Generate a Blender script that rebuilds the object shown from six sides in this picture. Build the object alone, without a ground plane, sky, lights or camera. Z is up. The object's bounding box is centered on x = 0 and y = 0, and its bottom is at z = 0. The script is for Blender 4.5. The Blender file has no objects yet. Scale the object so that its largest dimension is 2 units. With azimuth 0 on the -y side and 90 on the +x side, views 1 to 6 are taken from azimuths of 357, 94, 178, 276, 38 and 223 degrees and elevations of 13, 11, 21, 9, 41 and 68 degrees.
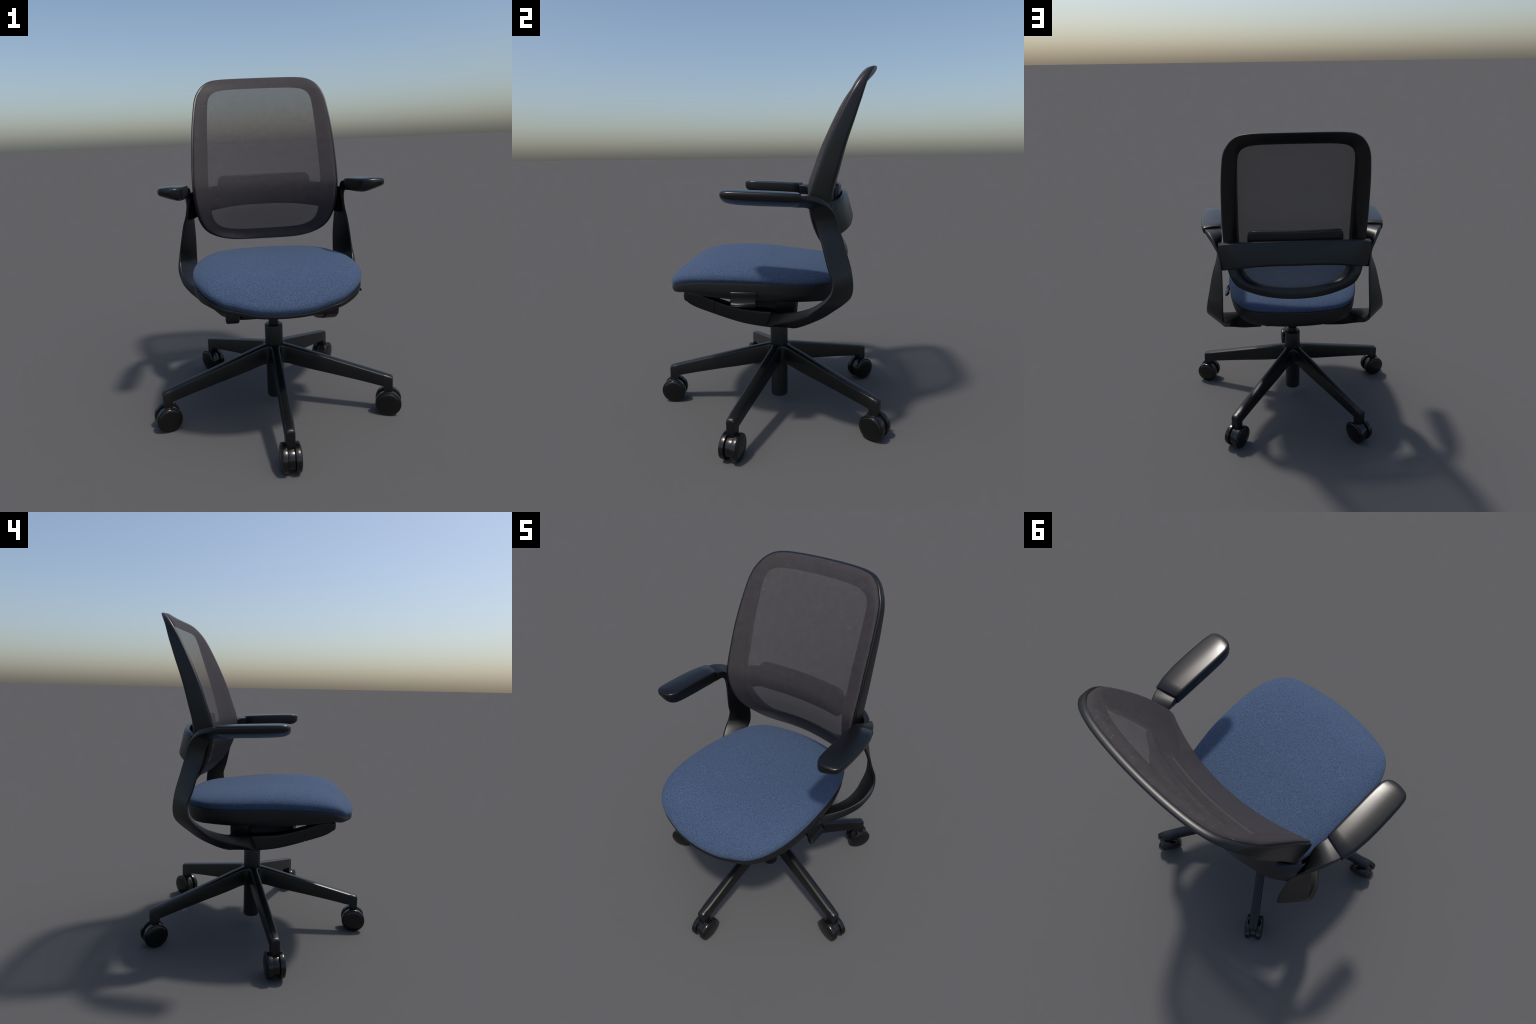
"""Mesh-back swivel office chair: five-star base on twin-wheel casters, gas column,
blue fabric seat in a black shell, ribbon-like arm supports, mesh backrest."""
import bpy, math
import numpy as np

# ------------------------------------------------------------------ helpers
def spline(pts, n, closed=False):
    """Centripetal-ish Catmull-Rom through pts (any dimension), resampled to n points."""
    p = np.array(pts, float)
    if closed:
        ext = np.vstack([p[-1:], p, p[:2]])
        segs = len(p)
    else:
        ext = np.vstack([2 * p[0] - p[1], p, 2 * p[-1] - p[-2]])
        segs = len(p) - 1
    t = np.linspace(0, segs, n, endpoint=not closed)
    out = []
    for v in t:
        i = min(int(v), segs - 1)
        f = v - i
        a, b, c, d = ext[i], ext[i + 1], ext[i + 2], ext[i + 3]
        out.append(0.5 * (2 * b + (c - a) * f + (2 * a - 5 * b + 4 * c - d) * f * f
                          + (3 * b - a - 3 * c + d) * f ** 3))
    return np.array(out)


def interp(x, xs, ys):
    o = np.argsort(xs)
    return np.interp(x, np.array(xs, float)[o], np.array(ys, float)[o])


def round_poly(pts, r, k=3):
    """Round every corner of a closed 3D polygon with a small quadratic curve."""
    p = [np.array(q, float) for q in pts]
    n, out = len(p), []
    rs = r if isinstance(r, (list, tuple)) else [r] * n
    for i in range(n):
        a, b, c = p[i - 1], p[i], p[(i + 1) % n]
        la, lc = np.linalg.norm(a - b), np.linalg.norm(c - b)
        s = b + (a - b) * min(rs[i] / max(la, 1e-6), .45)
        e = b + (c - b) * min(rs[i] / max(lc, 1e-6), .45)
        for j in range(k + 1):
            t = j / k
            out.append((1 - t) ** 2 * s + 2 * t * (1 - t) * b + t * t * e)
    return out


def loft(sections, cap0=True, cap1=True, loop=False):
    """Bridge equal-length closed rings; optional fan caps."""
    m = len(sections[0])
    v = [tuple(map(float, q)) for s in sections for q in s]
    f = []
    ns = len(sections)
    for i in range(ns if loop else ns - 1):
        a, b = i * m, ((i + 1) % ns) * m
        for j in range(m):
            k = (j + 1) % m
            f.append((a + j, a + k, b + k, b + j))
    if not loop:
        for flag, base, rev in ((cap0, 0, True), (cap1, (ns - 1) * m, False)):
            if flag:
                c = np.mean([v[base + j] for j in range(m)], 0)
                v.append(tuple(map(float, c)))
                ci = len(v) - 1
                for j in range(m):
                    k = (j + 1) % m
                    f.append((base + k, base + j, ci) if rev else (base + j, base + k, ci))
    return v, f


def revolve(profile, n=48, axis='z', close=True):
    """Lathe (r, h) profile; points with r == 0 become poles."""
    v, f, rows = [], [], []
    for r, h in profile:
        if r < 1e-6:
            rows.append([len(v)]); v.append((0, 0, h))
        else:
            rows.append(list(range(len(v), len(v) + n)))
            for j in range(n):
                a = 2 * math.pi * j / n
                v.append((r * math.cos(a), r * math.sin(a), h))
    for a, b in zip(rows, rows[1:]):
        for j in range(n):
            k = (j + 1) % n
            if len(a) == 1:
                f.append((a[0], b[k], b[j]))
            elif len(b) == 1:
                f.append((a[j], a[k], b[0]))
            else:
                f.append((a[j], a[k], b[k], b[j]))
    if axis == 'x':
        v = [(z, x, y) for x, y, z in v]
    return v, f


def merge(*parts):
    v, f = [], []
    for pv, pf in parts:
        o = len(v)
        v += list(pv)
        f += [tuple(i + o for i in q) for q in pf]
    return v, f


def mirror(vf):
    v, f = vf
    return [(-x, y, z) for x, y, z in v], [tuple(reversed(q)) for q in f]


def move(vf, d):
    return [(x + d[0], y + d[1], z + d[2]) for x, y, z in vf[0]], vf[1]


def make_mesh(name, vf, mat, angle=38):
    me = bpy.data.meshes.new(name)
    me.from_pydata([tuple(map(float, q)) for q in vf[0]], [], vf[1])
    me.validate()
    import bmesh
    bm = bmesh.new(); bm.from_mesh(me)
    bmesh.ops.remove_doubles(bm, verts=bm.verts, dist=1e-6)
    bmesh.ops.recalc_face_normals(bm, faces=bm.faces)
    bm.to_mesh(me); bm.free()
    me.polygons.foreach_set('use_smooth', [True] * len(me.polygons))
    me.set_sharp_from_angle(angle=math.radians(angle))
    me.materials.append(mat)
    return me


def add(name, data, parent, loc=(0, 0, 0), rot=0.0):
    o = bpy.data.objects.new(name, data)
    bpy.context.scene.collection.objects.link(o)
    o.parent = parent
    o.location = loc
    o.rotation_euler = (0, 0, rot)
    return o


def part(name, vf, mat, parent, angle=38):
    return add(name, make_mesh(name, vf, mat, angle), parent)


def box(x0, x1, y0, y1, z0, z1, r=.006):
    """Box with rounded upright edges and softened top and bottom."""
    secs = []
    for z, i in ((z0, r), (z0 + r * .4, r * .35), (z0 + r, 0), (z1 - r, 0), (z1 - r * .4, r * .35), (z1, r)):
        secs.append(round_poly([(x0 + i, y0 + i, z), (x1 - i, y0 + i, z), (x1 - i, y1 - i, z), (x0 + i, y1 - i, z)], r, 3))
    return loft(secs)

# ------------------------------------------------------------------ materials
def new_mat(name):
    m = bpy.data.materials.new(name)
    m.use_nodes = True
    nt = m.node_tree
    return m, nt, nt.nodes['Principled BSDF'], nt.nodes['Material Output']


def node(nt, kind, **kw):
    n = nt.nodes.new(kind)
    for k, v in kw.items():
        if k in n.inputs:
            n.inputs[k].default_value = v
        else:
            setattr(n, k, v)
    return n


def noise(nt, co, scale, detail=2.0, rough=.5):
    n = node(nt, 'ShaderNodeTexNoise', Scale=scale, Detail=detail, Roughness=rough)
    nt.links.new(co, n.inputs['Vector'])
    return n.outputs['Fac']


def ramp(nt, fac, stops):
    r = node(nt, 'ShaderNodeValToRGB')
    els = r.color_ramp.elements
    while len(els) < len(stops):
        els.new(.5)
    for e, (p, c) in zip(els, stops):
        e.position = p
        e.color = (*c, 1) if len(c) == 3 else c
    nt.links.new(fac, r.inputs['Fac'])
    return r.outputs['Color']


def bump(nt, bsdf, height, strength, dist):
    b = node(nt, 'ShaderNodeBump', Strength=strength, Distance=dist)
    nt.links.new(height, b.inputs['Height'])
    nt.links.new(b.outputs['Normal'], bsdf.inputs['Normal'])


def plastic(name, col, rough, grain=.0, metallic=0.0, spec=.5, scale=60):
    m, nt, b, out = new_mat(name)
    co = node(nt, 'ShaderNodeTexCoord').outputs['Object']
    lo = tuple(c * .85 for c in col); hi = tuple(c * 1.15 for c in col)
    nt.links.new(ramp(nt, noise(nt, co, 9, 4), [(.3, lo), (.7, hi)]), b.inputs['Base Color'])
    rr = node(nt, 'ShaderNodeMapRange')
    rr.inputs['To Min'].default_value = rough - .04
    rr.inputs['To Max'].default_value = rough + .04
    nt.links.new(noise(nt, co, scale, 3), rr.inputs['Value'])
    nt.links.new(rr.outputs['Result'], b.inputs['Roughness'])
    b.inputs['Metallic'].default_value = metallic
    b.inputs['Specular IOR Level'].default_value = spec
    if grain:
        bump(nt, b, noise(nt, co, 900, 2), grain, .0006)
    return m


PLASTIC = plastic('black_plastic', (.0032, .0032, .0034), .36)
SHELL = plastic('matt_black_shell', (.0036, .0036, .0036), .56, .08)
RIBBON = plastic('satin_black_nylon', (.0038, .0040, .0044), .38)
PAD = plastic('soft_black_armrest', (.0026, .0026, .0028), .29, scale=220)
WHEEL = plastic('glossy_black_wheel', (.0036, .0036, .0036), .22)
STEEL = plastic('painted_steel_column', (.0085, .0098, .0115), .40)
LEVER = plastic('smooth_black_lever', (.0030, .0030, .0032), .30, spec=.28)
DARK = plastic('mechanism_black', (.0025, .0025, .0027), .5)


def seat_fabric():
    m, nt, b, out = new_mat('blue_woven_fabric')
    co = node(nt, 'ShaderNodeTexCoord').outputs['Object']
    f1 = noise(nt, co, 170, 3, .6)
    f2 = noise(nt, co, 420, 2, .6)
    mx = node(nt, 'ShaderNodeMath', operation='MULTIPLY_ADD')
    nt.links.new(f1, mx.inputs[0]); mx.inputs[1].default_value = .8
    nt.links.new(f2, mx.inputs[2])
    col = ramp(nt, mx.outputs[0], [(.72, (.032, .052, .097)), (.90, (.042, .066, .121)), (1.0, (.066, .101, .170))])
    nt.links.new(col, b.inputs['Base Color'])
    b.inputs['Roughness'].default_value = .92
    b.inputs['Specular IOR Level'].default_value = .15
    b.inputs['Sheen Weight'].default_value = .12
    b.inputs['Sheen Roughness'].default_value = .45
    b.inputs['Sheen Tint'].default_value = (.55, .65, .85, 1)
    bump(nt, b, mx.outputs[0], .35, .0025)
    return m


def mesh_fabric():
    """Sheer knitted mesh: even see-through weave, fine grain and a few pale flecks."""
    m, nt, b, out = new_mat('sheer_brown_grey_mesh')
    co = node(nt, 'ShaderNodeTexCoord').outputs['Object']
    f1 = noise(nt, co, 260, 3, .6)
    f2 = noise(nt, co, 40, 3)
    mx = node(nt, 'ShaderNodeMath', operation='MULTIPLY_ADD')
    nt.links.new(f1, mx.inputs[0]); mx.inputs[1].default_value = .7
    nt.links.new(f2, mx.inputs[2])
    col = ramp(nt, mx.outputs[0], [(.55, (.053, .0465, .0505)), (1.0, (.074, .066, .071))])
    fl = noise(nt, co, 130, 1)
    mask = ramp(nt, fl, [(.690, (0, 0, 0)), (.715, (1, 1, 1))])
    mixc = node(nt, 'ShaderNodeMix', data_type='RGBA')
    nt.links.new(mask, mixc.inputs['Factor'])
    nt.links.new(col, mixc.inputs['A'])
    mixc.inputs['B'].default_value = (.16, .15, .155, 1)
    nt.links.new(mixc.outputs['Result'], b.inputs['Base Color'])
    b.inputs['Roughness'].default_value = .8
    b.inputs['Specular IOR Level'].default_value = .25
    bump(nt, b, f1, .06, .0008)
    tr = node(nt, 'ShaderNodeBsdfTransparent')
    mix = node(nt, 'ShaderNodeMixShader')
    mix.inputs[0].default_value = .51
    nt.links.new(tr.outputs[0], mix.inputs[1])
    nt.links.new(b.outputs[0], mix.inputs[2])
    nt.links.new(mix.outputs[0], out.inputs['Surface'])
    return m


FABRIC = seat_fabric()
MESH = mesh_fabric()

# ------------------------------------------------------------------ the chair
chair = bpy.data.objects.new('office_chair', None)
bpy.context.scene.collection.objects.link(chair)
chair['label'] = 'black swivel office chair with mesh back and blue fabric seat'
chair['category'] = 'office chair'

CY = .0635            # column axis stands at (0, CY)

# --- star base -------------------------------------------------------------
def leg_mesh():
    """One leg along local -y: tapering bar with bevelled top, ends in a caster post."""
    secs = []
    def top(r): return interp(r, [0, .06, .14, .69], [.402, .399, .380, .236])
    def bot(r): return interp(r, [0, .06, .1, .2, .386, .575, .64], [.283, .281, .276, .254, .2225, .187, .173])
    rs = [.051, .055, .060, .066, .073, .081, .090, .105, .14, .18, .25, .35, .45, .55, .62, .640, .650]
    for r in rs:
        fil = .036
        w = .0255
        if r < .051 + fil:                       # fillet into the neighbouring leg
            u = (.051 + fil - r) / fil
            w = .0255 + .0112 * (1 - math.sqrt(max(0, 1 - u * u)))
        t, b = top(r), bot(r)
        bev = .010
        secs.append([(-w, -r, b + .003), (-w + .004, -r, b), (w - .004, -r, b), (w, -r, b + .003),
                     (w, -r, t - bev - .004), (w - .0025, -r, t - bev * .55), (w - .0085, -r, t - .0015), (w * .35, -r, t),
                     (-w * .35, -r, t), (-w + .0085, -r, t - .0015), (-w + .0025, -r, t - bev * .55), (-w, -r, t - bev - .004)])
    v, f = loft(secs, False, False)
    # outer end: the section turns down into the post
    last = secs[-1]
    w = .0255
    tip = .7035
    secs2 = [last]
    for r, b, ww, drop in ((.6535, .150, w, 0), (.6555, .130, w, 0), (.660, .124, w - .001, 0),
                           (.672, .1215, w - .002, 0), (.686, .1215, w - .002, 0), (.697, .124, w - .002, .0008),
                           (.7015, .128, w - .003, .004), (tip, .134, w - .007, .012)):
        t = top(min(r, .69)) - (max(0, r - .69) * .26) - drop
        bev = .010
        secs2.append([(-ww, -r, b + .003), (-ww + .004, -r, b), (ww - .004, -r, b), (ww, -r, b + .003),
                      (ww, -r, t - bev - .004), (ww - .0025, -r, t - bev * .55), (ww - .0085, -r, t - .0015), (ww * .35, -r, t),
                      (-ww * .35, -r, t), (-ww + .0085, -r, t - .0015), (-ww + .0025, -r, t - bev * .55), (-ww, -r, t - bev - .004)])
    v2, f2 = loft(secs2, False, True)
    return merge((v, f), (v2, f2))


def wheel_mesh(sign):
    """Twin-caster wheel: tread, raised rim, domed cap; axle along x."""
    prof = [(0, .0185), (.070, .0185), (.0735, .0205), (.0742, .024), (.0742, .039), (.0738, .043), (.0722, .0465),
            (.0690, .0480), (.0655, .0478), (.0640, .0480), (.0620, .0502), (.0580, .0520), (.048, .0538), (.034, .0552),
            (.018, .0561), (0, .0564)]
    v, f = revolve(prof, 56, 'x')
    return ([(x * sign, y, z) for x, y, z in v], f)


hub_prof = [(0, .276), (.052, .276), (.057, .280), (.0585, .288), (.0585, .380), (.0575, .390), (.054, .396), (0, .396)]
base = part('star_base', move(revolve(hub_prof, 60), (0, CY, 0)), PLASTIC, chair)
leg_me = make_mesh('leg', leg_mesh(), PLASTIC, 40)

wheel_l = make_mesh('wheel', wheel_mesh(1), WHEEL, 32)
wheel_r = make_mesh('wheel', wheel_mesh(-1), WHEEL, 32)


def caster_housing():
    """Fender block between the wheels, stem socket and axle."""
    secs = []
    R = .0630
    n = 40
    ring = []
    for j in range(n + 1):
        a = math.radians(-28 + (236) * j / n)
        ring.append((R * math.cos(a), R * math.sin(a)))
    ring = [(y, z) for y, z in ring] + [(-.030, -.040), (.030, -.040)]
    for x, s in ((-.0182, .965), (-.0170, .99), (-.0145, 1), (.0145, 1), (.0170, .99), (.0182, .965)):
        secs.append([(x, y * s, z * s) for y, z in ring])
    body = loft(secs)
    axle = revolve([(0, -.03), (.012, -.03), (.012, .03), (0, .03)], 20, 'x')
    stem = move(revolve([(0, .03), (.0135, .03), (.0135, .064), (.0155, .066), (.0155, .078), (0, .078)], 24), (0, 0, 0))
    return merge(body, axle, stem)


house_me = make_mesh('caster', caster_housing(), WHEEL, 35)
for i in range(5):
    a = math.radians(72 * i)
    add('leg', leg_me, base, (0, CY, 0), a)
    d = (math.sin(a), -math.cos(a))
    R = .680
    c = add('caster', house_me, chair, (R * d[0], CY + R * d[1], .0742), a)
    add('wheel', wheel_l, c)
    add('wheel', wheel_r, c)

# --- gas column --------------------------------------------------------------
part('column_sleeve', move(revolve([(.030, .50), (.030, .5225), (.050, .5225), (.0528, .5205), (.0538, .517), (.0538, .384),
                                    (.052, .380), (.052, .066), (.050, .0595), (.045, .0565), (0, .0565)], 64), (0, CY, 0)), STEEL, chair)
part('gas_piston', move(revolve([(.0295, .45), (.0295, .556), (.034, .558), (.046, .576), (.050, .600), (.050, .63), (0, .63)], 48),
                        (0, CY, 0)), PLASTIC, chair)

# --- seat ---------------------------------------------------------------------
OUT = [(0, -.579), (.08, -.575), (.145, -.566), (.205, -.551), (.284, -.525), (.338, -.496), (.381, -.450), (.418, -.374),
       (.439, -.28), (.447, -.17), (.446, -.06), (.440, .05), (.430, .13), (.415, .21), (.393, .29), (.355, .365),
       (.295, .418), (.21, .450), (.11, .467), (0, .473)]
SEAM = [.794, .796, .802, .814, .829, .851, .869, .885, .892, .892, .889, .884, .877, .872, .870, .870, .871, .873, .875, .876]
DEP = [.023, .024, .026, .030, .037, .047, .058, .078, .093, .102, .105, .105, .104, .102, .102, .106, .110, .114, .117, .118]
half = [(x, y, z, d) for (x, y), z, d in zip(OUT, SEAM, DEP)]
full = half + [(-x, y, z, d) for x, y, z, d in half[-2:0:-1]]
RIM = spline(full, 144, True)
C = np.array([0, -.06])


def ttop(y):
    return interp(y, [-.59, -.565, -.54, -.50, -.46, -.42, -.36, -.27, -.17, -.03, .10, .23, .32, .5], [.860, .882, .902, .927, .948, .960, .969, .974, .976, .970, .957, .947, .940, .934])


def roll(y):
    return interp(y, [-.58, -.45, -.3, .3, .47], [.030, .026, .020, .018, .022])


def cushion():
    rings = []
    ss = [1.0, .992, .98, .962, .94, .91, .875, .83, .78, .72, .65, .57, .48, .38, .28, .18, .09]
    for s in ss:
        ring = []
        for x, y, z, d in RIM:
            dx, dy = x - C[0], y - C[1]
            ang = math.atan2(abs(dx) / .447, dy / .53)          # 0 = back, pi = front
            b = .48
            a = 7.2
            h = (1 - s ** a) ** b if s < 1 else 0
            px, py = C[0] + dx * s, C[1] + dy * s
            # sides are dished a little in the middle of the seat
            top = ttop(py) - .006 * math.exp(-(px / .2) ** 2) * (1 - s * s) 
            ze = z + roll(y)
            ring.append((px, py, ze + (top - ze) * h))
        rings.append(ring)
    # the fabric rolls over its widest line and tucks back under to the shell
    tuck = []
    for sc, k in ((.965, -.45), (.976, -.1), (.984, .15), (.9925, .45), (.998, .75)):
        tuck.append([(C[0] + (x - C[0]) * sc, C[1] + (y - C[1]) * sc, z + roll(y) * k) for x, y, z, d in RIM])
    return loft(tuck + rings, True, True)


def offset_ring(o, zf):
    """Rim moved inwards by o (metres), height from zf(z, depth)."""
    P = RIM[:, :2]
    T = np.roll(P, -1, 0) - np.roll(P, 1, 0)
    T /= np.linalg.norm(T, axis=1)[:, None]
    N = np.stack([-T[:, 1], T[:, 0]], 1)           # inward for counter-clockwise rim
    if ((C - P) * N).sum() < 0:
        N = -N
    Q = P + N * o
    return [(q[0], q[1], zf(z, d)) for q, (x, y, z, d) in zip(Q, RIM)]


def shell():
    rings = [offset_ring(.016, lambda z, d: z - .004), offset_ring(.0085, lambda z, d: z - .0005),
             offset_ring(.0055, lambda z, d: z - .001), offset_ring(.0045, lambda z, d: z - .004)]
    for o, k in ((.0042, .12), (.0044, .3), (.006, .5), (.010, .68), (.018, .82), (.030, .93), (.046, .985), (.065, 1.0)):
        rings.append(offset_ring(o, lambda z, d, k=k: z - d * k))
    last = rings[-1]
    for s, drop in ((.8, .006), (.6, .014), (.4, .020), (.2, .024)):
        rings.append([(C[0] + (x - C[0]) * s, C[1] + (y - C[1]) * s, z * s + (1 - s) * .768 - drop) for x, y, z in last])
    return loft(rings, True, True)


seat = part('seat_shell', shell(), SHELL, chair, 45)
part('seat_cushion', cushion(), FABRIC, seat, 60)


def side_lever():
    """Scooped tab that sticks out from under the right edge of the seat."""
    prof = [(.425, .847), (.444, .844), (.4495, .836), (.4510, .818), (.4535, .802), (.459, .788), (.468, .779), (.480, .7745)]
    up = spline(prof, 16)
    secs = []
    for y, ins in ((-.168, .004), (-.165, 0), (-.10, 0), (-.035, 0), (-.032, .004)):
        ring = []
        sk = lambda x: 0
        for i, (x, z) in enumerate(up):
            ring.append((x - ins * (i / 15), y + sk(x), z))
        for i, (x, z) in reversed(list(enumerate(up))):
            ring.append((x - .004 - ins * (i / 15), y + sk(x), z - .007))
        secs.append(ring)
    return loft(secs)


part('height_lever', side_lever(), LEVER, seat, 35)

# --- under-seat mechanism ----------------------------------------------------
BOT = [(.10, .588), (.05, .590), (0, .595), (-.10, .611), (-.185, .633), (-.30, .672), (-.394, .707), (-.436, .731), (-.455, .750)]
TOP = [(.10, .690), (.05, .690), (0, .692), (-.10, .702), (-.185, .719), (-.28, .751), (-.36, .783), (-.42, .797), (-.455, .795)]


def bar(y0, y1, x0=.213, x1=.286, n=26, sink=0, ends=(0, 0)):
    """Piece of the smile-shaped side bar between two depths, rounded cross-section."""
    b = spline(BOT, 120); t = spline(TOP, 120)
    secs = []
    for y in np.linspace(y0, y1, n):
        zb = interp(y, b[:, 0], b[:, 1]) + sink
        zt = interp(y, t[:, 0], t[:, 1]) - sink
        secs.append((y, zb, zt))
    out = []
    for i, (y, zb, zt) in enumerate(secs):
        out.append(round_poly([(x0 + sink, y, zb), (x1 - sink * 2 - .004, y, zb), (x1 - sink * 2, y, zt), (x0 + sink, y, zt)],
                              [.012, .012, .014, .012], 4))
    return out


def handle():
    secs = bar(-.286, -.447, n=22)
    cen = np.mean(secs[-1], 0)
    for s, dy in ((.93, -.008), (.78, -.014), (.5, -.0185), (.2, -.020)):
        secs.append([cen + (np.array(q) - cen) * s + np.array([0, dy, 0]) for q in secs[21]])
    return loft(secs)


def spar():
    secs = bar(.035, -.2835, n=30)
    return merge(loft(secs), loft(bar(-.27, -.30, n=6, sink=.003)))


def mech_body():
    """Tilt box between the spars."""
    secs = []
    for y, zb, zt, w in ((-.222, .672, .735, .19), (-.217, .662, .745, .208), (-.20, .652, .755, .216), (-.10, .622, .765, .216),
                         (.0, .609, .765, .216), (.08, .605, .765, .216), (.135, .606, .765, .212), (.16, .615, .76, .20), (.178, .628, .755, .18)):
        secs.append(round_poly([(-w, y, zb), (w, y, zb), (w * .72, y + .01, zt), (-w * .72, y + .01, zt)], .02, 4))
    return loft(secs)


mech = part('tilt_mechanism', mech_body(), DARK, chair)
for vf_s, vf_h in ((spar(), handle()),):
    for flip in (False, True):
        part('side_spar', mirror(vf_s) if flip else vf_s, RIBBON, mech)
        part('control_handle', mirror(vf_h) if flip else vf_h, RIBBON, mech)
part('tilt_bracket', merge(box(.16, .235, .06, .175, .665, .775), mirror(box(.16, .235, .06, .175, .665, .775))), DARK, mech)

# --- arm supports: a twisting ribbon from armrest to mechanism ----------------
# each station: front-inner, front-outer, back-outer, back-inner corner
ARM = [
    [(.470, .110, 1.355), (.484, .110, 1.298), (.572, .120, 1.338), (.572, .120, 1.358)],
    [(.467, .176, 1.354), (.477, .182, 1.291), (.566, .207, 1.334), (.566, .207, 1.357)],
    [(.458, .215, 1.349), (.477, .226, 1.289), (.554, .250, 1.328), (.549, .250, 1.357)],
    [(.453, .243, 1.334), (.479, .247, 1.281), (.535, .293, 1.318), (.526, .293, 1.346)],
    [(.453, .260, 1.305), (.482, .260, 1.265), (.514, .330, 1.300), (.503, .328, 1.326)],
    [(.459, .271, 1.270), (.486, .270, 1.241), (.497, .356, 1.280), (.485, .354, 1.296)],
    [(.471, .280, 1.225), (.491, .278, 1.212), (.476, .380, 1.245), (.465, .378, 1.252)],
    [(.484, .290, 1.170), (.502, .291, 1.165), (.464, .403, 1.178), (.453, .400, 1.180)],
    [(.508, .308, 1.100), (.524, .316, 1.100), (.461, .427, 1.100), (.4505, .421, 1.100)],
    [(.533, .333, 1.000), (.546, .342, 1.000), (.460, .458, 1.000), (.450, .451, 1.000)],
    [(.548, .356, .930), (.561, .366, .930), (.462, .472, .930), (.452, .463, .930)],
    [(.557, .351, .879), (.571, .359, .873), (.463, .476, .870), (.453, .464, .872)],
    [(.556, .334, .852), (.574, .340, .842), (.464, .464, .822), (.453, .452, .836)],
    [(.552, .305, .825), (.571, .310, .808), (.466, .425, .784), (.452, .411, .801)],
    [(.538, .267, .796), (.553, .263, .765), (.466, .378, .750), (.450, .366, .769)],
    [(.516, .230, .775), (.531, .232, .734), (.459, .324, .711), (.436, .304, .740)],
    [(.481, .187, .752), (.489, .180, .703), (.445, .260, .675), (.405, .234, .725)],
    [(.427, .137, .727), (.432, .120, .673), (.408, .203, .640), (.365, .188, .713)],
    [(.362, .086, .704), (.362, .060, .640), (.348, .165, .612), (.325, .175, .702)],
    [(.302, .044, .694), (.300, .010, .603), (.282, .138, .598), (.275, .165, .694)],
    [(.235, .020, .690), (.230, -.010, .596), (.225, .128, .594), (.220, .160, .690)],
]


def ribbon():
    tr = [spline([s[i] for s in ARM], 150) for i in range(4)]
    secs = []
    for k in range(150):
        q = [tr[i][k] for i in range(4)]
        secs.append(round_poly(q, .0065, 3))
    return loft(secs)


def armrest():
    """Pad: flat top, deep inner side, thin outer edge; skewed rear end, rounded nose."""
    st = [  # t, y inner, y outer, x inner, x outer, z top, z deep
        (.180, .208, .465, .5745, 1.3660, 1.298),
        (.176, .204, .4635, .5765, 1.3685, 1.2955),
        (.130, .150, .4640, .591, 1.3725, 1.2955),
        (.060, .075, .4650, .600, 1.3770, 1.299),
        (.000, .005, .4660, .6030, 1.3800, 1.301),
        (-.060, -.060, .4670, .6040, 1.3828, 1.3045),
        (-.110, -.112, .4685, .6035, 1.3848, 1.308),
        (-.145, -.145, .4715, .6015, 1.3855, 1.3125),
        (-.166, -.164, .478, .598, 1.3852, 1.318),
        (-.180, -.176, .488, .591, 1.3838, 1.325),
        (-.189, -.185, .501, .580, 1.3810, 1.334),
        (-.1935, -.190, .518, .566, 1.3770, 1.344)]
    secs = []
    for yi, yo, xi, xo, zt, zd in st:
        w = xo - xi
        def P(f, z):
            return (xi + w * f, yi + (yo - yi) * f, z)
        zo = zd + (zt - zd) * .46
        poly = [P(0, zt - .006), P(.06, zt - .001), P(.5, zt + .0035), P(.94, zt - .002), P(1.0, zt - .010), P(.985, zo),
                P(.55, zd + (zt - zd) * .17), P(.20, zd), P(.05, zd + .004), P(0.0, zd + .02)]
        secs.append(round_poly(poly, [.008, .008, .03, .008, .010, .010, .02, .012, .008, .008], 3))
    return loft(secs)


rib, padm = ribbon(), armrest()
for flip in (False, True):
    a = part('arm_support', mirror(rib) if flip else rib, RIBBON, chair, 50)
    part('armrest', mirror(padm) if flip else padm, PAD, a, 50)

# --- backrest -----------------------------------------------------------------
YS = [(.90, .305), (.97, .303), (1.0, .307), (1.03, .312), (1.05, .311), (1.10, .297), (1.18, .272), (1.25, .256), (1.33, .249), (1.39, .260),
      (1.47, .287), (1.60, .331), (1.74, .390), (1.83, .432), (1.87, .452), (1.92, .478), (1.96, .505), (1.985, .526), (2.0, .542), (2.05, .60)]
_ys = spline(YS, 300)


def yfront(x, z):
    """Sitting side of the back: leans with height, dished across the width."""
    k = interp(z, [.96, 1.04, 1.10, 1.2, 1.37, 1.65, 2.0], [.85, .74, .62, .51, .46, .36, .20])
    return interp(z, _ys[:, 0], _ys[:, 1]) + k * (.1764 - min(x * x, .21))


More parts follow.
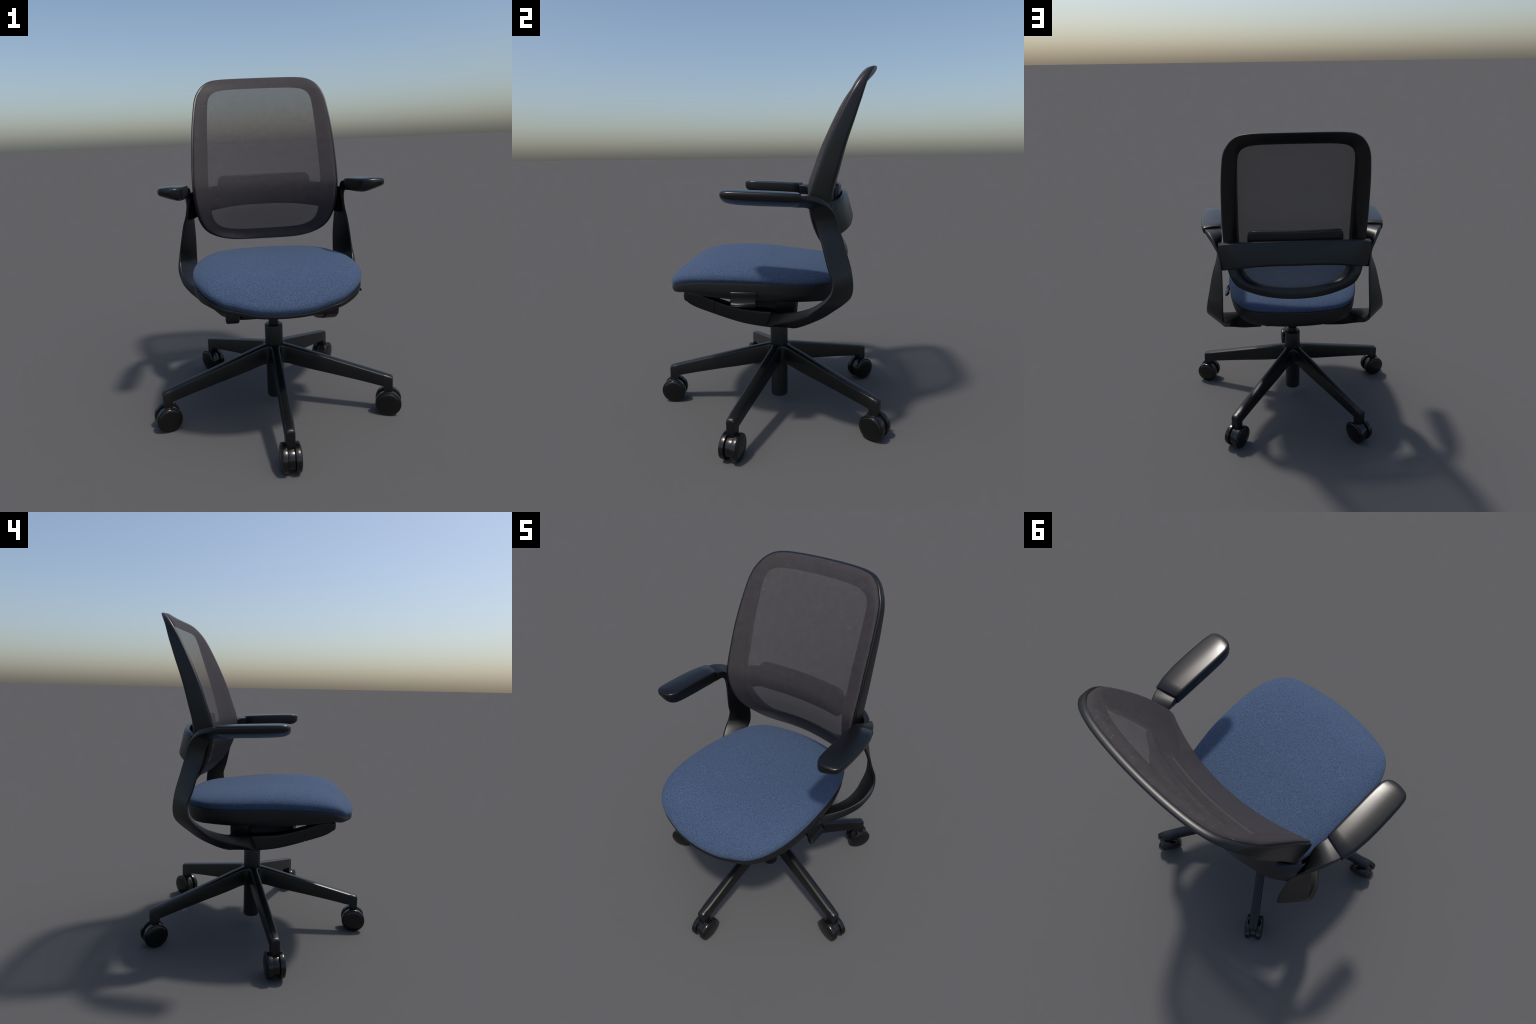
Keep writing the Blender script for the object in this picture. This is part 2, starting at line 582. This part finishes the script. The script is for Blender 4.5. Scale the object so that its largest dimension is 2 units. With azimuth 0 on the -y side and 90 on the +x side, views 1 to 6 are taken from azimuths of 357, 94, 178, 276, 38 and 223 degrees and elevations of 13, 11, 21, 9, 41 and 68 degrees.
OUTER = [(0, 2.000), (.15, 1.999), (.25, 1.995), (.31, 1.984), (.355, 1.958), (.384, 1.923), (.402, 1.888), (.416, 1.83),
         (.433, 1.68), (.4425, 1.50), (.4445, 1.40), (.4435, 1.33), (.437, 1.24), (.425, 1.16), (.404, 1.10), (.370, 1.052),
         (.320, 1.019), (.260, .996), (.19, .983), (.10, .977), (0, .975)]
INNER = [(0, 1.930), (.12, 1.929), (.205, 1.926), (.262, 1.918), (.298, 1.901), (.316, 1.878), (.325, 1.85), (.330, 1.80),
         (.337, 1.67), (.342, 1.50), (.345, 1.40), (.345, 1.33), (.342, 1.24), (.335, 1.17), (.320, 1.122), (.293, 1.090),
         (.253, 1.068), (.205, 1.056), (.15, 1.050), (.08, 1.046), (0, 1.045)]


def ring2d(half_pts, n):
    return spline(list(half_pts) + [(-x, z) for x, z in half_pts[-2:0:-1]], n, True)


def frame():
    n = 180
    O, I = ring2d(OUTER, n), ring2d(INNER, n)
    secs = []
    for (xo, zo), (xi, zi) in zip(O, I):
        d = interp(zo, [.972, .985, 1.0, 1.03, 1.06, 1.1, 1.25, 1.39, 1.56, 1.74, 1.84, 1.9, 1.94, 1.97, 1.992],
                   [.032, .038, .050, .078, .100, .115, .125, .115, .102, .085, .070, .057, .049, .042, .037])
        yo = yfront(xo, zo)
        xm, zm = xo + (xi - xo) * .60, zo + (zi - zo) * .60
        ym = yfront(xm, zm)
        xn, zn = xo + (xi - xo) * .92, zo + (zi - zo) * .92
        yi = yfront(xi, zi)
        cx, cz = -xo * .008, -(zo - 1.45) * .008
        poly = [(xo + cx, yo + .004, zo + cz), (xo, yo + .016, zo), (xo + cx * .6, yo + d - .002, zo + cz * .6),
                (xm, ym + d * .98 - .004, zm), (xn, yi + d * .55 + .006, zn), (xi, yi + .024, zi), (xi, yi + .010, zi)]
        secs.append(round_poly(poly, [.004, .008, .012, .02, .012, .006, .004], 3))
    return loft(secs, loop=True)


def mesh_sheet():
    """Tensioned mesh stretched over the frame front, a little thickness of its own."""
    n = 180
    O = ring2d([(x - .013 * min(1, x / .3), z - (.002 if z > 1.9 else 0)) for x, z in OUTER], n)
    cen = np.array([0, 1.47])
    ss = [1.0, .997, .990, .975, .955] + list(np.linspace(.92, .06, 22))
    dy = {0: .006, 1: -.002, 2: -.007}
    def ring(i, s, extra):
        out = []
        for p in O:
            x, z = cen + (p - cen) * s
            out.append((x, yfront(x, z) + dy.get(i, -.009) + extra, z))
        return out
    front = [ring(i, s, 0) for i, s in enumerate(ss)]
    back = [ring(i, s * .9985, .0022) for i, s in reversed(list(enumerate(ss)))]
    return loft(back + front)


def lumbar():
    secs = []
    zc, hz = 1.3125, .0875
    xs = [-.291, -.2895, -.284, -.274, -.26] + list(np.linspace(-.23, .23, 21)) + [.26, .274, .284, .2895, .291]
    for x in xs:
        e = max(0, abs(x) - .255) / .036
        h = hz - .040 * (1 - math.sqrt(max(0, 1 - e * e)))
        th = .017 - .010 * (1 - math.sqrt(max(0, 1 - e * e)))
        yc = .412 - .33 * x * x
        tl = .10
        secs.append(round_poly([(x, yc - th - tl * 0, zc - h), (x, yc + th, zc - h), (x, yc + th + .003, zc + h), (x, yc - th + .003, zc + h)], .014, 4))
    return loft(secs)


def back_bar():
    """Cross bar that bows behind the backrest and joins the two arm supports."""
    st = [(0, .502, .463, 1.202, 1.348, .030), (.10, .499, .461, 1.202, 1.348, .030), (.19, .491, .454, 1.197, 1.345, .030),
          (.26, .482, .446, 1.190, 1.341, .030), (.34, .467, .432, 1.177, 1.334, .032), (.39, .448, .418, 1.166, 1.327, .036),
          (.425, .424, .402, 1.153, 1.320, .040), (.452, .402, .386, 1.143, 1.311, .050), (.472, .384, .368, 1.138, 1.303, .058)]
    st = [(-a, *r) for a, *r in st[:0:-1]] + st
    P = spline(st, 90)
    secs = []
    for x, yb, yt, zb, zt, th in P:
        poly = [(x, yb, zb + .012), (x, yb - .012, zb), (x, yb - th, zb - .002), (x, yb - th - .01, zb + .02), (x, yt - th, zt), (x, yt, zt)]
        secs.append(round_poly(poly, [.008, .010, .008, .008, .007, .007], 3))
    return loft(secs)


back = part('backrest_frame', frame(), PLASTIC, chair, 50)
part('mesh_back', mesh_sheet(), MESH, back, 60)
part('lumbar_pad', lumbar(), PLASTIC, back, 50)
part('back_support_bar', back_bar(), RIBBON, chair, 50)
